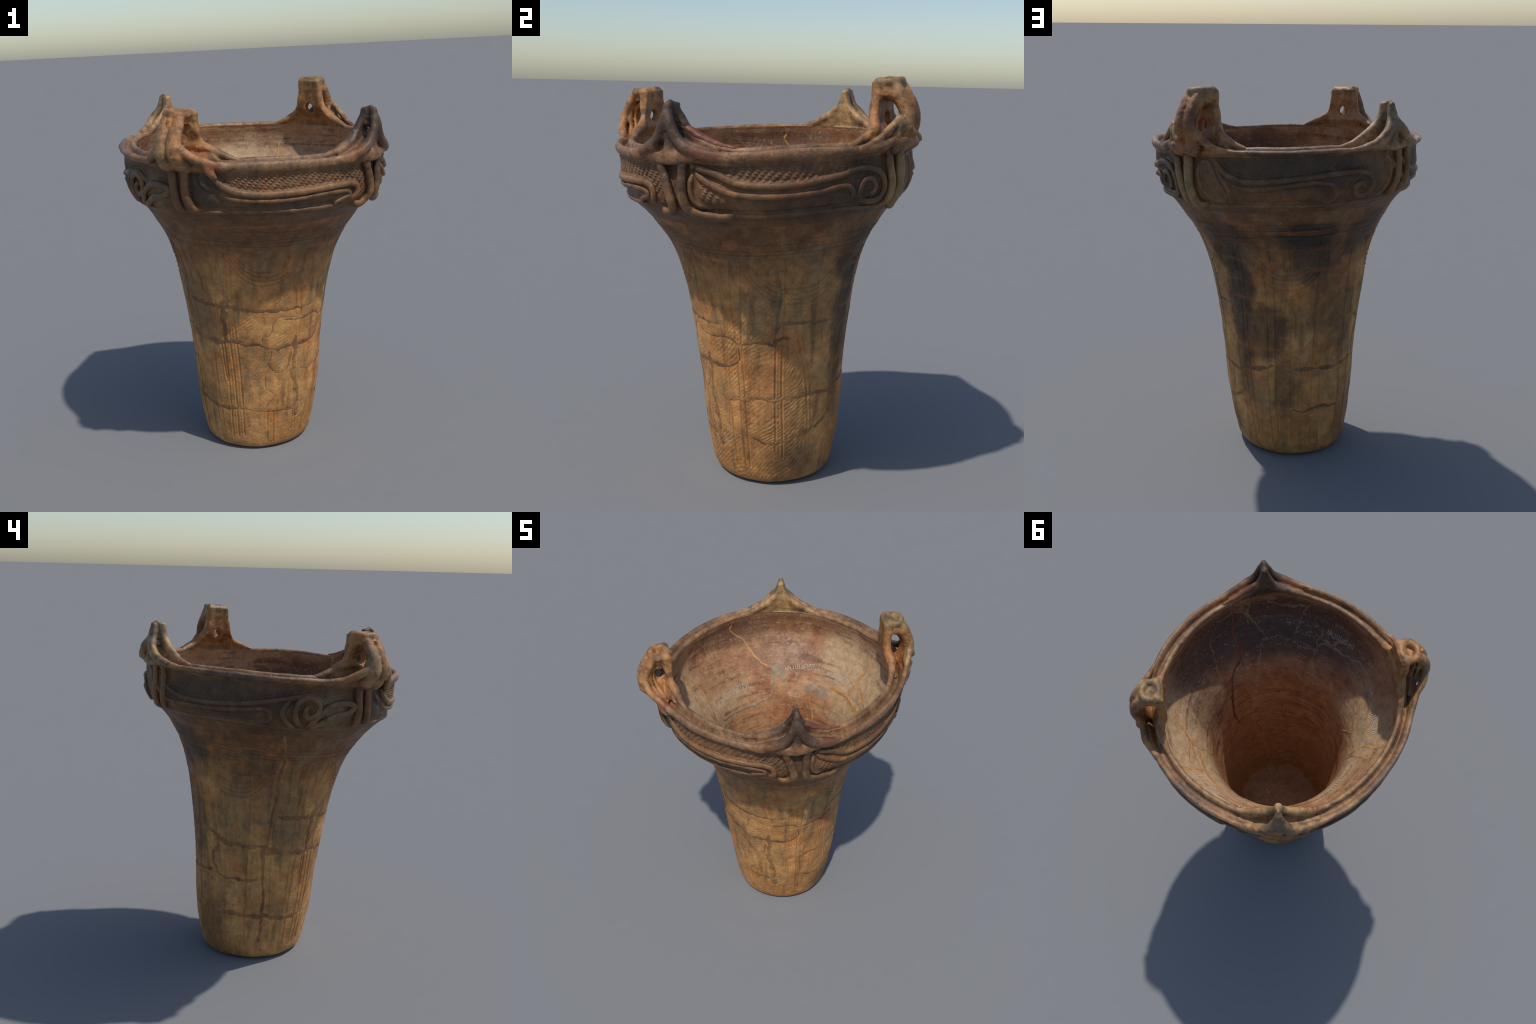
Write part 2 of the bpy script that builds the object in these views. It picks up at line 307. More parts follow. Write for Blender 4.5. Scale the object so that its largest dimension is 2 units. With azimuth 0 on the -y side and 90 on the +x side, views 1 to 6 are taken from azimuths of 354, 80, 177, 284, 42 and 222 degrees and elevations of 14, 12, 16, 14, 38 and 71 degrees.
def tube(path, frames, rad, nseg=12, flat=1.0):
    """sweep: path (n,3), frames = (side, up) (n,3) each, rad (n,)"""
    a = np.linspace(0, 2 * math.pi, nseg, endpoint=False)
    side, up = frames
    v = path[:, None] + rad[:, None, None] * (np.cos(a)[None, :, None] * side[:, None] + flat * np.sin(a)[None, :, None] * up[:, None])
    n = len(path)
    i, j = np.meshgrid(np.arange(n - 1), np.arange(nseg), indexing='ij'); j2 = (j + 1) % nseg
    f = np.stack([i * nseg + j, i * nseg + j2, (i + 1) * nseg + j2, (i + 1) * nseg + j], -1).reshape(-1, 4)
    return v.reshape(-1, 3), f
def wall_tube(pts, rad, lift, taper=.03, flat=1.0, step=.006, seed=0):
    s = spline(unwrap(pts), step, (.0115, 1))
    a, h = s[:, 0], np.minimum(s[:, 1], 1.70)
    _, _, r, nh, nr, _ = wall_point(a, np.minimum(h, 1.655), 0)
    L = np.arange(len(s)) * step; e = np.minimum(L, L[-1] - L)
    g = np.sqrt(np.clip(np.where(h > 1.66, 1, e / taper), 0.02, 1))
    c0 = frame(a, h, r); up = frame(a, h + nh * .01, r + nr * .01) - c0; up /= np.linalg.norm(up, axis=1)[:, None]
    wob = 1 + .09 * vnoise(c0, 30, seed) + .06 * vnoise(c0, 75, seed + 3)
    path = c0 + up * (lift * g - rad * .55 * (1 - g) + .0015 * vnoise(c0, 25, seed + 9))[:, None]
    t = np.gradient(path, axis=0); t /= np.linalg.norm(t, axis=1)[:, None] + 1e-9
    side = np.cross(t, up); side /= np.linalg.norm(side, axis=1)[:, None]; up = np.cross(side, t)
    return tube(path, (side, up), rad * wob * (.45 + .55 * g), 14, flat)

# ------------------------------------------------------------------ materials
def nodes(name):
    m = bpy.data.materials.new(name); m.use_nodes = True
    nt = m.node_tree; nt.nodes.clear()
    return m, nt
class G:
    def __init__(s, nt):
        s.nt = nt; s.co = nt.nodes.new("ShaderNodeTexCoord").outputs["Object"]
    def new(s, t, **kw):
        n = s.nt.nodes.new(t)
        for k, v in kw.items(): setattr(n, k, v)
        return n
    def link(s, a, b): s.nt.links.new(a, b)
    def val(s, sock, v):
        if isinstance(v, (int, float)): sock.default_value = v
        elif isinstance(v, (tuple, list)): sock.default_value = v
        else: s.link(v, sock)
    def noise(s, scale, detail=4, rough=.55, vec=None, dist=0):
        n = s.new("ShaderNodeTexNoise"); n.inputs["Scale"].default_value = scale; n.inputs["Detail"].default_value = detail
        n.inputs["Roughness"].default_value = rough; n.inputs["Distortion"].default_value = dist
        s.link(vec or s.co, n.inputs["Vector"]); return n.outputs["Fac"]
    def mapv(s, scale, loc=(0, 0, 0)):
        n = s.new("ShaderNodeMapping"); n.inputs["Scale"].default_value = scale; n.inputs["Location"].default_value = loc
        s.link(s.co, n.inputs["Vector"]); return n.outputs["Vector"]
    def ramp(s, x, a, b, c=0., d=1.):
        n = s.new("ShaderNodeMapRange"); n.interpolation_type = 'SMOOTHSTEP'
        s.val(n.inputs["Value"], x); n.inputs["From Min"].default_value = a; n.inputs["From Max"].default_value = b
        n.inputs["To Min"].default_value = c; n.inputs["To Max"].default_value = d; return n.outputs["Result"]
    def math(s, op, a, b=0.):
        n = s.new("ShaderNodeMath", operation=op); s.val(n.inputs[0], a); s.val(n.inputs[1], b); return n.outputs[0]
    def mix(s, f, a, b, mode='MIX'):
        n = s.new("ShaderNodeMix", data_type='RGBA', blend_type=mode); s.val(n.inputs[0], f)
        for sock, v in ((n.inputs[6], a), (n.inputs[7], b)):
            if isinstance(v, tuple): sock.default_value = v + (1,) if len(v) == 3 else v
            else: s.link(v, sock)
        return n.outputs[2]
    def blob(s, c, rad, soft=.5, wob=.6, seed=0):
        """soft irregular patch around a point; rad = (rx, ry, rz)"""
        v = s.new("ShaderNodeVectorMath", operation='SUBTRACT'); s.link(s.co, v.inputs[0]); v.inputs[1].default_value = c
        d = s.new("ShaderNodeVectorMath", operation='DIVIDE'); s.link(v.outputs[0], d.inputs[0]); d.inputs[1].default_value = rad
        l = s.new("ShaderNodeVectorMath", operation='LENGTH'); s.link(d.outputs[0], l.inputs[0])
        n = s.noise(5.5 + seed, 7, .68)
        x = s.math('ADD', l.outputs["Value"], s.math('MULTIPLY', s.math('SUBTRACT', n, .5), wob * 2))
        return s.ramp(x, 1 + soft * .5, 1 - soft * .5)
    def finish(s, col, rough, bump, bump_d=.002, spec=.35):
        b = s.new("ShaderNodeBsdfPrincipled"); o = s.new("ShaderNodeOutputMaterial")
        s.val(b.inputs["Base Color"], col); s.val(b.inputs["Roughness"], rough); b.inputs["Specular IOR Level"].default_value = spec
        if bump is not None:
            n = s.new("ShaderNodeBump"); n.inputs["Strength"].default_value = .8; n.inputs["Distance"].default_value = bump_d
            s.link(bump, n.inputs["Height"]); s.link(n.outputs[0], b.inputs["Normal"])
        s.link(b.outputs[0], o.inputs[0])

def clay(name, light, mid, red, patches=(), streak=.0, speck=.5, rough=.62, zones=(), ring=0.0, mottle=.6, olive=0.0):
    """fired clay: cloudy ochre/brown ground, red bloom, pits and pale grit; patches = (centre, radii, colour, amount)"""
    m, nt = nodes(name); g = G(nt)
    col = g.mix(g.ramp(g.noise(3.4, 6, .6), .36, .64), light, mid)
    for axis_mask, c, a in zones:
        col = g.mix(g.math('MULTIPLY', axis_mask(g), a), col, c)
    col = g.mix(g.ramp(g.noise(6.5, 7, .62, vec=g.mapv((1, 1, .7), (3, 1, 2))), .52, .72, 0, .55), col, red)
    if olive: col = g.mix(g.ramp(g.noise(5.2, 7, .66, vec=g.mapv((1, 1, .8), (4, 9, 6))), .50, .66, 0, olive), col, (.215, .150, .072))
    for i, (c, r, k, a) in enumerate(patches):
        col = g.mix(g.math('MULTIPLY', g.blob(c, r, .8, .95, i % 5), a), col, k)
    if streak:
        sv = g.noise(16, 5, .6, vec=g.mapv((1.3, 1.3, .12)))
        col = g.mix(g.ramp(sv, .5, .72, 0, streak), col, (.05, .03, .018))
        sh = g.noise(10, 5, .6, vec=g.mapv((.25, .25, 2.4), (5, 2, 7)))
        col = g.mix(g.ramp(sh, .54, .7, 0, streak * .6), col, red)
    mot = g.noise(21, 8, .72, vec=g.mapv((1, 1, 1), (7, 3, 5)))
    col = g.mix(g.ramp(mot, .50, .66, 0, mottle), col, (.52, .49, .46), 'MULTIPLY')
    col = g.mix(g.ramp(mot, .50, .36, 0, .8), col, (1.38, 1.36, 1.34), 'MULTIPLY')
    col = g.mix(g.ramp(g.noise(17, 7, .7, vec=g.mapv((1, 1, .6), (11, 6, 8))), .54, .68, 0, .8), col, (1.25, .99, .74), 'MULTIPLY')
    if ring:
        rv = g.noise(13, 7, .72, vec=g.mapv((1, 1, 1.6), (2, 8, 3)))
        col = g.mix(g.ramp(rv, .50, .62, 0, ring), col, (.055, .035, .024))
        col = g.mix(g.ramp(rv, .44, .34, 0, ring * .6), col, (.42, .29, .18))
    f = g.noise(42, 5, .7)
    col = g.mix(g.ramp(f, .56, .74, 0, .45 * speck + .1), col, (.045, .026, .016))
    col = g.mix(g.ramp(g.noise(55, 4, .7, vec=g.mapv((1, 1, 1), (9, 4, 1))), .60, .78, 0, .5 * speck), col, tuple(min(1, x * 1.7 + .04) for x in light))
    v = g.new("ShaderNodeTexVoronoi"); v.inputs["Scale"].default_value = 46; g.link(g.co, v.inputs["Vector"])
    pit = g.ramp(v.outputs["Distance"], .10, .17, 1, 0)
    pit = g.math('MULTIPLY', pit, g.ramp(g.noise(30, 2), .55, .62))
    col = g.mix(g.math('MULTIPLY', pit, .7 * speck), col, (.035, .022, .015))
    bmp = g.math('ADD', g.math('MULTIPLY', g.noise(130, 5, .7), .8), g.math('MULTIPLY', g.noise(34, 4, .6), 1.0))
    bmp = g.math('SUBTRACT', bmp, g.math('MULTIPLY', pit, .6))
    g.finish(col, g.ramp(g.noise(12, 4), .3, .7, rough - .1, rough + .12), bmp, .0028)
    return m

def zpatch(az, h, r=.4): return tuple(float(x) for x in frame(az, h, np.interp(h, row_h, prof[:i_top, 1])))
SOOT = (.030, .024, .021); UMBER = (.085, .045, .022); OLIVE = (.20, .135, .062)
def height_zone(a, b):
    def f(g):
        z = g.new("ShaderNodeSeparateXYZ"); g.link(g.co, z.inputs[0])
        return g.ramp(g.math('ADD', z.outputs[2], g.math('MULTIPLY', g.math('SUBTRACT', g.noise(4, 6, .65), .5), .55)), a, b)
    return f
back_patches = [
    (zpatch(140, .95), (.09, .09, .42), SOOT, .75), (zpatch(136, 1.2), (.14, .14, .14), SOOT, .6), (zpatch(190, 1.26), (.18, .12, .06), SOOT, .8),
    (zpatch(192, 1.12), (.12, .12, .09), SOOT, .6), (zpatch(160, .75), (.12, .1, .12), UMBER, .7), (zpatch(174, .42), (.07, .07, .13), UMBER, .55),
    (zpatch(225, .8), (.1, .1, .16), UMBER, .6), (zpatch(205, .9), (.1, .1, .2), UMBER, .5), (zpatch(228, 1.25), (.13, .13, .1), SOOT, .55), (zpatch(178, 1.035), (.09, .06, .03), (.30, .19, .085), .35),
    (zpatch(150, 1.14), (.06, .06, .06), (.26, .165, .075), .35)]
side_patches = [(zpatch(95, .12), (.13, .16, .10), UMBER, .75), (zpatch(76, .92), (.14, .14, .12), OLIVE, .8), (zpatch(110, .95), (.16, .16, .14), OLIVE, .6),
    (zpatch(310, .78), (.14, .14, .09), OLIVE, .8), (zpatch(300, .95), (.16, .16, .14), OLIVE, .6), (zpatch(262, .9), (.16, .14, .18), OLIVE, .6),
    (zpatch(240, .2), (.10, .12, .16), (.13, .06, .026), .7), (zpatch(60, .42), (.07, .07, .05), (.42, .16, .05), .7), (zpatch(88, .62), (.13, .13, .18), (.36, .16, .06), .7)]
side_patches = [(c_, (r_[0] * .75, r_[1] * .75, r_[2] * 1.5), k_, a_ * .75) for c_, r_, k_, a_ in side_patches]
back_patches = [(c_, (r_[0] * .9, r_[1] * .9, r_[2] * 1.3), k_, min(1, a_ * 1.1)) for c_, r_, k_, a_ in back_patches]
m_body = clay("ochre_clay", (.54, .280, .096), (.385, .176, .056), (.49, .168, .046), back_patches + side_patches, .48, .8, .54,
              zones=[(height_zone(.90, 1.27), (.140, .064, .027), .92)], olive=.6)
band_patches = [(zpatch(180, 1.6), (.42, .2, .12), SOOT, .62), (zpatch(262, 1.58), (.2, .3, .11), SOOT, .6), (zpatch(122, 1.54), (.16, .16, .12), SOOT, .6),
    (zpatch(100, 1.47), (.2, .25, .06), SOOT, .5), (zpatch(310, 1.55), (.10, .10, .07), (.20, .14, .065), .8), (zpatch(335, 1.6), (.10, .10, .1), SOOT, .7), (zpatch(10, 1.5), (.3, .1, .04), SOOT, .5),
    (zpatch(60, 1.66), (.2, .2, .05), SOOT, .5)]
m_band = clay("sooted_band_clay", (.180, .092, .039), (.100, .052, .024), (.19, .075, .027), band_patches, .4, .7, .5)
m_coil = clay("coil_clay", (.215, .110, .047), (.110, .056, .026), (.23, .088, .031), [(p[0], p[1], p[2], p[3] * .7) for p in band_patches], .45, .9, .42, ring=.3)
m_pillar = clay("pillar_clay", (.24, .125, .052), (.130, .066, .028), (.27, .10, .034), [(zpatch(137, 1.55), (.10, .10, .14), (.27, .18, .08), .8), (zpatch(49, 1.62), (.1, .1, .06), SOOT, .6)], .4, .9, .45)
def hp(az, h, r): return tuple(float(x) for x in frame(az, h, r))
ORANGE, RUST, TANC = (.37, .170, .058), (.25, .095, .030), (.42, .255, .110)
upper_patches = [(hp(0, 1.68, .69), (.40, .12, .08), (.21, .125, .066), .6), (hp(180, 1.67, .73), (.46, .055, .06), (.075, .055, .045), .75), (hp(265, 1.67, .73), (.055, .34, .06), (.085, .06, .05), .7), (hp(230, 1.72, .63), (.35, .30, .04), (.34, .20, .095), .6), (hp(190, 1.72, .63), (.35, .1, .04), (.30, .17, .08), .5), (hp(95, 1.68, .69), (.2, .28, .07), (.16, .085, .045), .6),
    (hp(324, 1.84, .70), (.20, .20, .17), ORANGE, .82), (hp(138, 1.86, .66), (.22, .22, .20), ORANGE, .82), (hp(138, 1.78, .76), (.13, .13, .12), RUST, .85), (hp(138, 1.79, .61), (.10, .10, .07), (.34, .135, .04), .8), (hp(138, 1.96, .61), (.10, .10, .05), (.24, .165, .075), .75),
    (hp(318, 1.84, .79), (.07, .07, .075), (.06, .055, .05), .8), (hp(129, 1.80, .74), (.08, .08, .07), (.33, .21, .095), .8), (hp(322, 1.78, .78), (.08, .08, .06), (.29, .20, .09), .6),
    (hp(221, 1.86, .64), (.20, .20, .16), TANC, .95), (hp(221, 1.84, .74), (.10, .10, .13), (.10, .075, .052), .75),
    (hp(47, 1.84, .70), (.20, .20, .135), (.066, .040, .028), .92), (hp(60, 1.715, .72), (.075, .075, .035), (.14, .052, .026), .85), (hp(36, 1.715, .72), (.075, .075, .035), (.16, .062, .028), .8), (hp(338, 1.70, .71), (.05, .05, .035), (.24, .08, .035), .85)]
m_upper = clay("worn_rim_clay", (.33, .180, .082), (.160, .080, .037), (.33, .13, .042), upper_patches, .45, 1.0, .42, ring=.55)
m_bar = clay("red_infill_clay", (.24, .085, .042), (.15, .055, .032), (.26, .09, .04), [], .3, .3, .36)
m_seam = clay("dark_seam_fill", (.33, .165, .062), (.150, .074, .032), (.20, .08, .03), [], .3, 1.0, .7)
m_pale = clay("pale_seam_fill", (.23, .165, .088), (.15, .10, .05), (.16, .09, .045), [], .4, 1.0, .7)
m_grey = clay("grey_seam_fill", (.34, .27, .185), (.27, .20, .13), (.33, .22, .12), [], .0, .5, .6)
m_gold = clay("amber_seam_fill", (.50, .290, .105), (.36, .170, .060), (.42, .17, .05), [], .0, .8, .55)

def ipatch(az, h): return tuple(float(x) for x in frame(az, h, np.interp(h, IH, IR)))
def interior():
    m, nt = nodes("interior_clay"); g = G(nt)
    col = g.mix(g.ramp(g.noise(4.5, 6, .6), .38, .62), (.43, .235, .118), (.30, .132, .058))
    def lay(c, r, k, a, w=.45, soft=.9):
        nonlocal col; col = g.mix(g.math('MULTIPLY', g.blob(c, r, soft, w), a), col, k)
    TAN = (.42, .285, .160)
    for az, h, r in ((130, 1.42, .22), (165, 1.42, .24), (182, 1.50, .16), (300, 1.36, .22), (285, 1.30, .18), (268, 1.3, .15), (325, 1.25, .15), (150, 1.2, .16)):
        lay(ipatch(az, h), (r, r, r), TAN, .85)
    lay(ipatch(220, 1.42), (.20, .2, .11), (.17, .09, .052), .6); lay(ipatch(250, 1.60), (.30, .30, .09), (.15, .078, .045), .8); lay(ipatch(210, 1.60), (.28, .20, .06), (.22, .10, .045), .7); lay(ipatch(268, 1.40), (.18, .2, .10), (.28, .135, .06), .7)
    lay(ipatch(45, 1.5), (.40, .40, .20), (.060, .042, .036), .9, .35); lay(ipatch(10, 1.5), (.28, .28, .2), (.075, .05, .04), .8, .35); lay(ipatch(85, 1.5), (.25, .3, .18), (.075, .05, .04), .8, .35)
    lay(ipatch(110, 1.25), (.12, .16, .16), (.13, .085, .055), .7)
    # turned and scraped rings
    ring = g.noise(7, 5, .6, vec=g.mapv((.35, .35, 5.5)))
    col = g.mix(g.math('MULTIPLY', g.ramp(ring, .48, .64, 0, .75), g.ramp(g.noise(6, 4), .40, .62)), col, (.13, .054, .026))
    ring2 = g.noise(9, 6, .7, vec=g.mapv((.5, .5, 4), (4, 4, 4)))
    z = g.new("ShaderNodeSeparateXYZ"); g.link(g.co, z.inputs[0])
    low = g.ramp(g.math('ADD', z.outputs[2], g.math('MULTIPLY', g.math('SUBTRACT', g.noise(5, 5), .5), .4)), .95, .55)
    col = g.mix(g.math('MULTIPLY', low, .75), col, (.36, .205, .10))  # deep wall tinted lighter and warmer for light bounced inside the pot
    wht = g.math('MULTIPLY', g.ramp(g.noise(75, 6, .75), .51, .62), g.ramp(ring2, .48, .60))
    col = g.mix(g.math('MULTIPLY', wht, .62), col, (.55, .45, .33))
    col = g.mix(g.ramp(g.noise(48, 5, .7), .60, .75, 0, .55), col, (.07, .04, .022))
    nz = g.new("ShaderNodeTexNoise"); nz.inputs["Scale"].default_value = 7; nz.inputs["Detail"].default_value = 5; g.link(g.co, nz.inputs["Vector"])
    wv = g.new("ShaderNodeVectorMath", operation='MULTIPLY_ADD'); g.link(nz.outputs["Color"], wv.inputs[0]); wv.inputs[1].default_value = (.16, .16, .16); g.link(g.co, wv.inputs[2])
    vc = g.new("ShaderNodeTexVoronoi", feature='DISTANCE_TO_EDGE'); vc.inputs["Scale"].default_value = 3.6; g.link(wv.outputs[0], vc.inputs["Vector"])
    wid = g.ramp(g.noise(5, 4), .40, .72, .0, .030)
    crk = g.ramp(g.math('SUBTRACT', vc.outputs["Distance"], wid), .006, .0)
    col = g.mix(g.math('MULTIPLY', crk, .42), col, g.mix(g.ramp(g.noise(20, 4), .4, .6), (.46, .26, .095), (.36, .25, .15)))
    mot = g.noise(24, 8, .74)
    col = g.mix(g.ramp(mot, .50, .64, 0, .55), col, (.62, .54, .48), 'MULTIPLY')
    col = g.mix(g.ramp(mot, .50, .38, 0, .7), col, (1.3, 1.28, 1.25), 'MULTIPLY')
    bmp = g.math('ADD', g.math('MULTIPLY', g.noise(110, 5, .7), .7), g.math('MULTIPLY', ring, 1.6))
    g.finish(col, g.ramp(g.noise(14, 4), .3, .7, .42, .62), bmp, .0025, .4)
    return m
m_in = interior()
m_ink, nt = nodes("white_ink"); g = G(nt)
g.finish(g.mix(g.ramp(g.noise(60, 5, .7), .45, .8), (.56, .48, .38), (.28, .20, .13)), .8, None)

# ------------------------------------------------------------------ the wall, cut into parts along its rings
PN = -grid_normals(P)
if np.mean(np.sum(PN[50] * (P[50] - P[50].mean(0)), -1)) < 0: PN = -PN
r_base = int(np.argmax(prof[:n_o, 0] > .045)); r_neck = int(np.argmax(prof[:n_o, 0] > 1.245)); r_band = int(np.argmax(prof[:n_o, 0] > 1.388))
r_floor = len(prof) - 1
strip_part("foot", 0, r_base, m_body)
strip_part("body", r_base, r_neck, m_body)
strip_part("neck", r_neck, r_band, m_body)
strip_part("rim_band", r_band, i_top, m_band)
strip_part("rim", i_top, n_o - 1, m_upper)
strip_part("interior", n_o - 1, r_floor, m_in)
def disc(name, ring, z_mid, mat, up):
    c = ring.mean(0); c[2] = z_mid; n = len(ring); rings = [ring]
    for k in (.75, .5, .25): rings.append(c + (ring - c) * k)
    v = np.vstack(rings + [c[None]]); f = []
    for a in range(3):
        for j in range(n):
            q = [a * n + j, a * n + (j + 1) % n, (a + 1) * n + (j + 1) % n, (a + 1) * n + j]; f.append(q if up else q[::-1])
    o = add(name, v, f, mat)
    me = o.data; import bmesh
    bm = bmesh.new(); bm.from_mesh(me); bm.verts.ensure_lookup_table(); cc = bm.verts[len(v) - 1]
    for j in range(n):
        t = [bm.verts[3 * n + j], bm.verts[3 * n + (j + 1) % n], cc]; bm.faces.new(t if up else t[::-1]).smooth = True
    bm.to_mesh(me); bm.free(); return o
disc("underside", P[0][::6], .0, m_body, False)
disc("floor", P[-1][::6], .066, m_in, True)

# ------------------------------------------------------------------ coils, pillars
def rod_objects(name, items, mat, flat=.95):
    for k, (rad, lift, pts) in enumerate(items):
        v, f = wall_tube(pts, rad, lift, seed=k * 5 + len(name), flat=flat)
        add(name, v, f, mat)
rod_objects("relief_coil", [(r * 1.15, l, p) for r, l, p in coils], m_coil, .72)
rod_objects("pillar", [(r * 1.08, l, p) for r, l, p in pillars], m_pillar, .78)

# ------------------------------------------------------------------ seams
def ribbon(pts, width, surf, lift, seed):
    s = spline(unwrap(pts), .005, (.007, 1)); a, h = s[:, 0], s[:, 1]
    n = len(s); L = np.arange(n) * .005; e = np.minimum(L, L[-1] - L); tp = np.clip(e / .02, .05, 1)
    base = surf(a, h, np.zeros(n))
    a = a + 1.1 * vnoise(base, 22, seed); h = h + .006 * vnoise(base, 26, seed + 4)
    da, dh = np.gradient(a), np.gradient(h); r = np.hypot(base[:, 0], base[:, 1]) + .02
    tx, ty = da * D2R * r, dh; ln = np.hypot(tx, ty) + 1e-9; sx, sy = -ty / ln, tx / ln
    k = np.array([-1, -.66, -.33, 0, .33, .66, 1]); prof_l = np.array([-.0026, .0004, .0013, .0015, .0013, .0004, -.0026])
    rows = []
    for i, kk in enumerate(k):
        w = width * tp * np.clip(1 + .5 * vnoise(base, 13, seed + 2) + .75 * vnoise(base, 38, seed + 7 + (kk > 0)) + .5 * vnoise(base, 110, seed + 20 + (kk > 0)), .08, 2.4)
        rows.append(surf(a + sx * w * kk / r / D2R, h + sy * w * kk, lift + prof_l[i] + .0005 * vnoise(base, 80, seed + i)))
    v = np.stack(rows, 1); i, j = np.meshgrid(np.arange(n - 1), np.arange(6), indexing='ij')
    f = np.stack([i * 7 + j, i * 7 + j + 1, (i + 1) * 7 + j + 1, (i + 1) * 7 + j], -1).reshape(-1, 4)
    return v.reshape(-1, 3), f
def surf_out(a, h, off):
    a, h, r, nh, nr, d = wall_point(a, h, off)
    return frame(a, h + nh * (d + off), r + nr * (d + off))
def surf_in(a, h, off):
    r = np.interp(h, IH, IR); nh = np.interp(h, IH, inn_n[:, 0]); nr = np.interp(h, IH, inn_n[:, 1])
    i = (n_o - 1 + np.interp(-np.asarray(h), -prof_i[:, 0], np.arange(len(prof_i)))).astype(int).clip(n_o - 1, len(prof) - 1)
    d = disp[i, np.round(np.asarray(a) / 360 * NC).astype(int) % NC]
    return frame(a, h + nh * (d + off), r + nr * (d + off))
def seam_objects(name, items, mat, surf, lift=0.0):
    for k, (w, pts) in enumerate(items):
        v, f = ribbon(pts, w * (1.35 if surf is surf_out else 1), surf, lift, 100 + k * 11)
        add(name, v, f, mat)
seam_objects("seam_fill", seams, m_seam, surf_out)
seam_objects("pale_seam_fill", pale_seams, m_pale, surf_out)
amber = [(.008, [(251, 1.665), (251, 1.606), (244, 1.522), (240, 1.445), (234, 1.386), (230, 1.351)]), (.010, [(230, 1.18), (230, 1.083), (227, .95)]),
    (.010, [(181, 1.298), (174, 1.302), (164, 1.303), (151, 1.294), (144, 1.267)]), (.008, [(160, 1.586), (161, 1.428), (163, 1.315)]), (.007, [(158, 1.388), (147, 1.357), (137, 1.345)]),
    (.011, [(197, 1.216), (194, 1.15), (189, 1.06)]), (.007, [(292, 1.497), (288, 1.393), (292, 1.287), (293, 1.2)]),
    (.006, [(36, .953), (24, .701), (5, .654), (335, .783)]), (.005, [(57, 1.027), (36, .953), (28, .906), (358, .909), (330, .908), (320, .919)]),
    (.008, [(330, 1.384), (320, 1.274), (301, 1.196)]), (.007, [(324, .967), (324, 1.116), (313, 1.233)]), (.010, [(295, 1.213), (297, 1.315), (293, 1.506)]),
    (.010, [(127, 1.437), (138, 1.358), (144, 1.272), (139, 1.065)]), (.006, [(144, 1.3), (155, 1.292)]), (.007, [(91, .892), (119, .87), (135, .91)]), (.010, [(84, .86), (67, .761), (57, .506), (60, .372)]),
    (.005, [(84, .835), (91, .892), (100, .7)])]
grey = [(.010, [(229, 1.36), (228, 1.325), (229, 1.238), (232, 1.18)]), (.026, [(229, 1.36), (222, 1.325), (217, 1.295)]), (.010, [(233, 1.181), (252, 1.162), (269, 1.17), (287, 1.179)]),
    (.006, [(196, 1.55), (194, 1.42), (190, 1.329)]), (.030, [(204, 1.248), (193, 1.262), (180, 1.262)]), (.005, [(15, 1.44), (359, 1.431), (341, 1.451), (330, 1.384)]),
    (.010, [(64, 1.631), (66, 1.436), (68, 1.334), (78, 1.265), (87, 1.035), (84, .835)])]
seam_objects("amber_seam_fill", amber, m_gold, surf_in)
seam_objects("grey_seam_fill", grey[:-1], m_grey, surf_in)
seam_objects("brown_seam_fill", grey[-1:], m_bar, surf_in)

# ------------------------------------------------------------------ inventory numbers in white ink
def lettering(body, a0, a1, h0, h1, size, floor=False):
    cu = bpy.data.curves.new("lettering", 'FONT'); cu.body = body; cu.size = 1; cu.resolution_u = 2
    ob = bpy.data.objects.new("lettering", cu); bpy.context.scene.collection.objects.link(ob)
    dg = bpy.context.evaluated_depsgraph_get(); me = bpy.data.meshes.new_from_object(ob.evaluated_get(dg))
    bpy.data.objects.remove(ob)
    co = np.empty(len(me.vertices) * 3); me.vertices.foreach_get("co", co); co = co.reshape(-1, 3)
    x = (co[:, 0] - co[:, 0].min()) / np.ptp(co[:, 0]); y = co[:, 1] * size * .86 / .7
    if floor:
        w = np.stack([a0[0] + (a1[0] - a0[0]) * x - (a1[1] - a0[1]) / h0 * y, a0[1] + (a1[1] - a0[1]) * x + (a1[0] - a0[0]) / h0 * y, np.full(len(x), .0755)], -1)
    else:
        y = y + .003 * np.sin(x * 19)
        w = surf_in(a0 + (a1 - a0) * x, h0 + (h1 - h0) * x + y, np.full(len(x), .0036))
    me.vertices.foreach_set("co", w.astype(np.float32).ravel()); me.update()
    me.materials.clear(); me.materials.append(m_ink)
    o = bpy.data.objects.new("inventory_number", me); bpy.context.scene.collection.objects.link(o); o.parent = pot
for body, a0, a1, h0, h1, sz in (("NM-3133-IIID-P33", 278, 249, 1.267, 1.280, .034), ("NM-3133-IIID-P33", 219, 198, 1.335, 1.370, .026), ("NM-3133-IIID-P33", 187, 167, 1.350, 1.360, .030),
        ("NM-3133-IIID", 178, 158, 1.145, 1.150, .032), ("NM-3133-IIID-P11", 13, -4, 1.470, 1.475, .034), ("NM-3133-IIID-P11", 324, 304, 1.385, 1.39, .028),
        ("NM-3133-IIID-P33", 21, -12, 1.0, 1.02, .026), ("NM-3133-IIID-P33", 66, 40, .845, .82, .026), ("NM-3133-IIID-P33", 129, 103, 1.02, 1.02, .026)):
    lettering(body, a0, a1, h0, h1, sz)

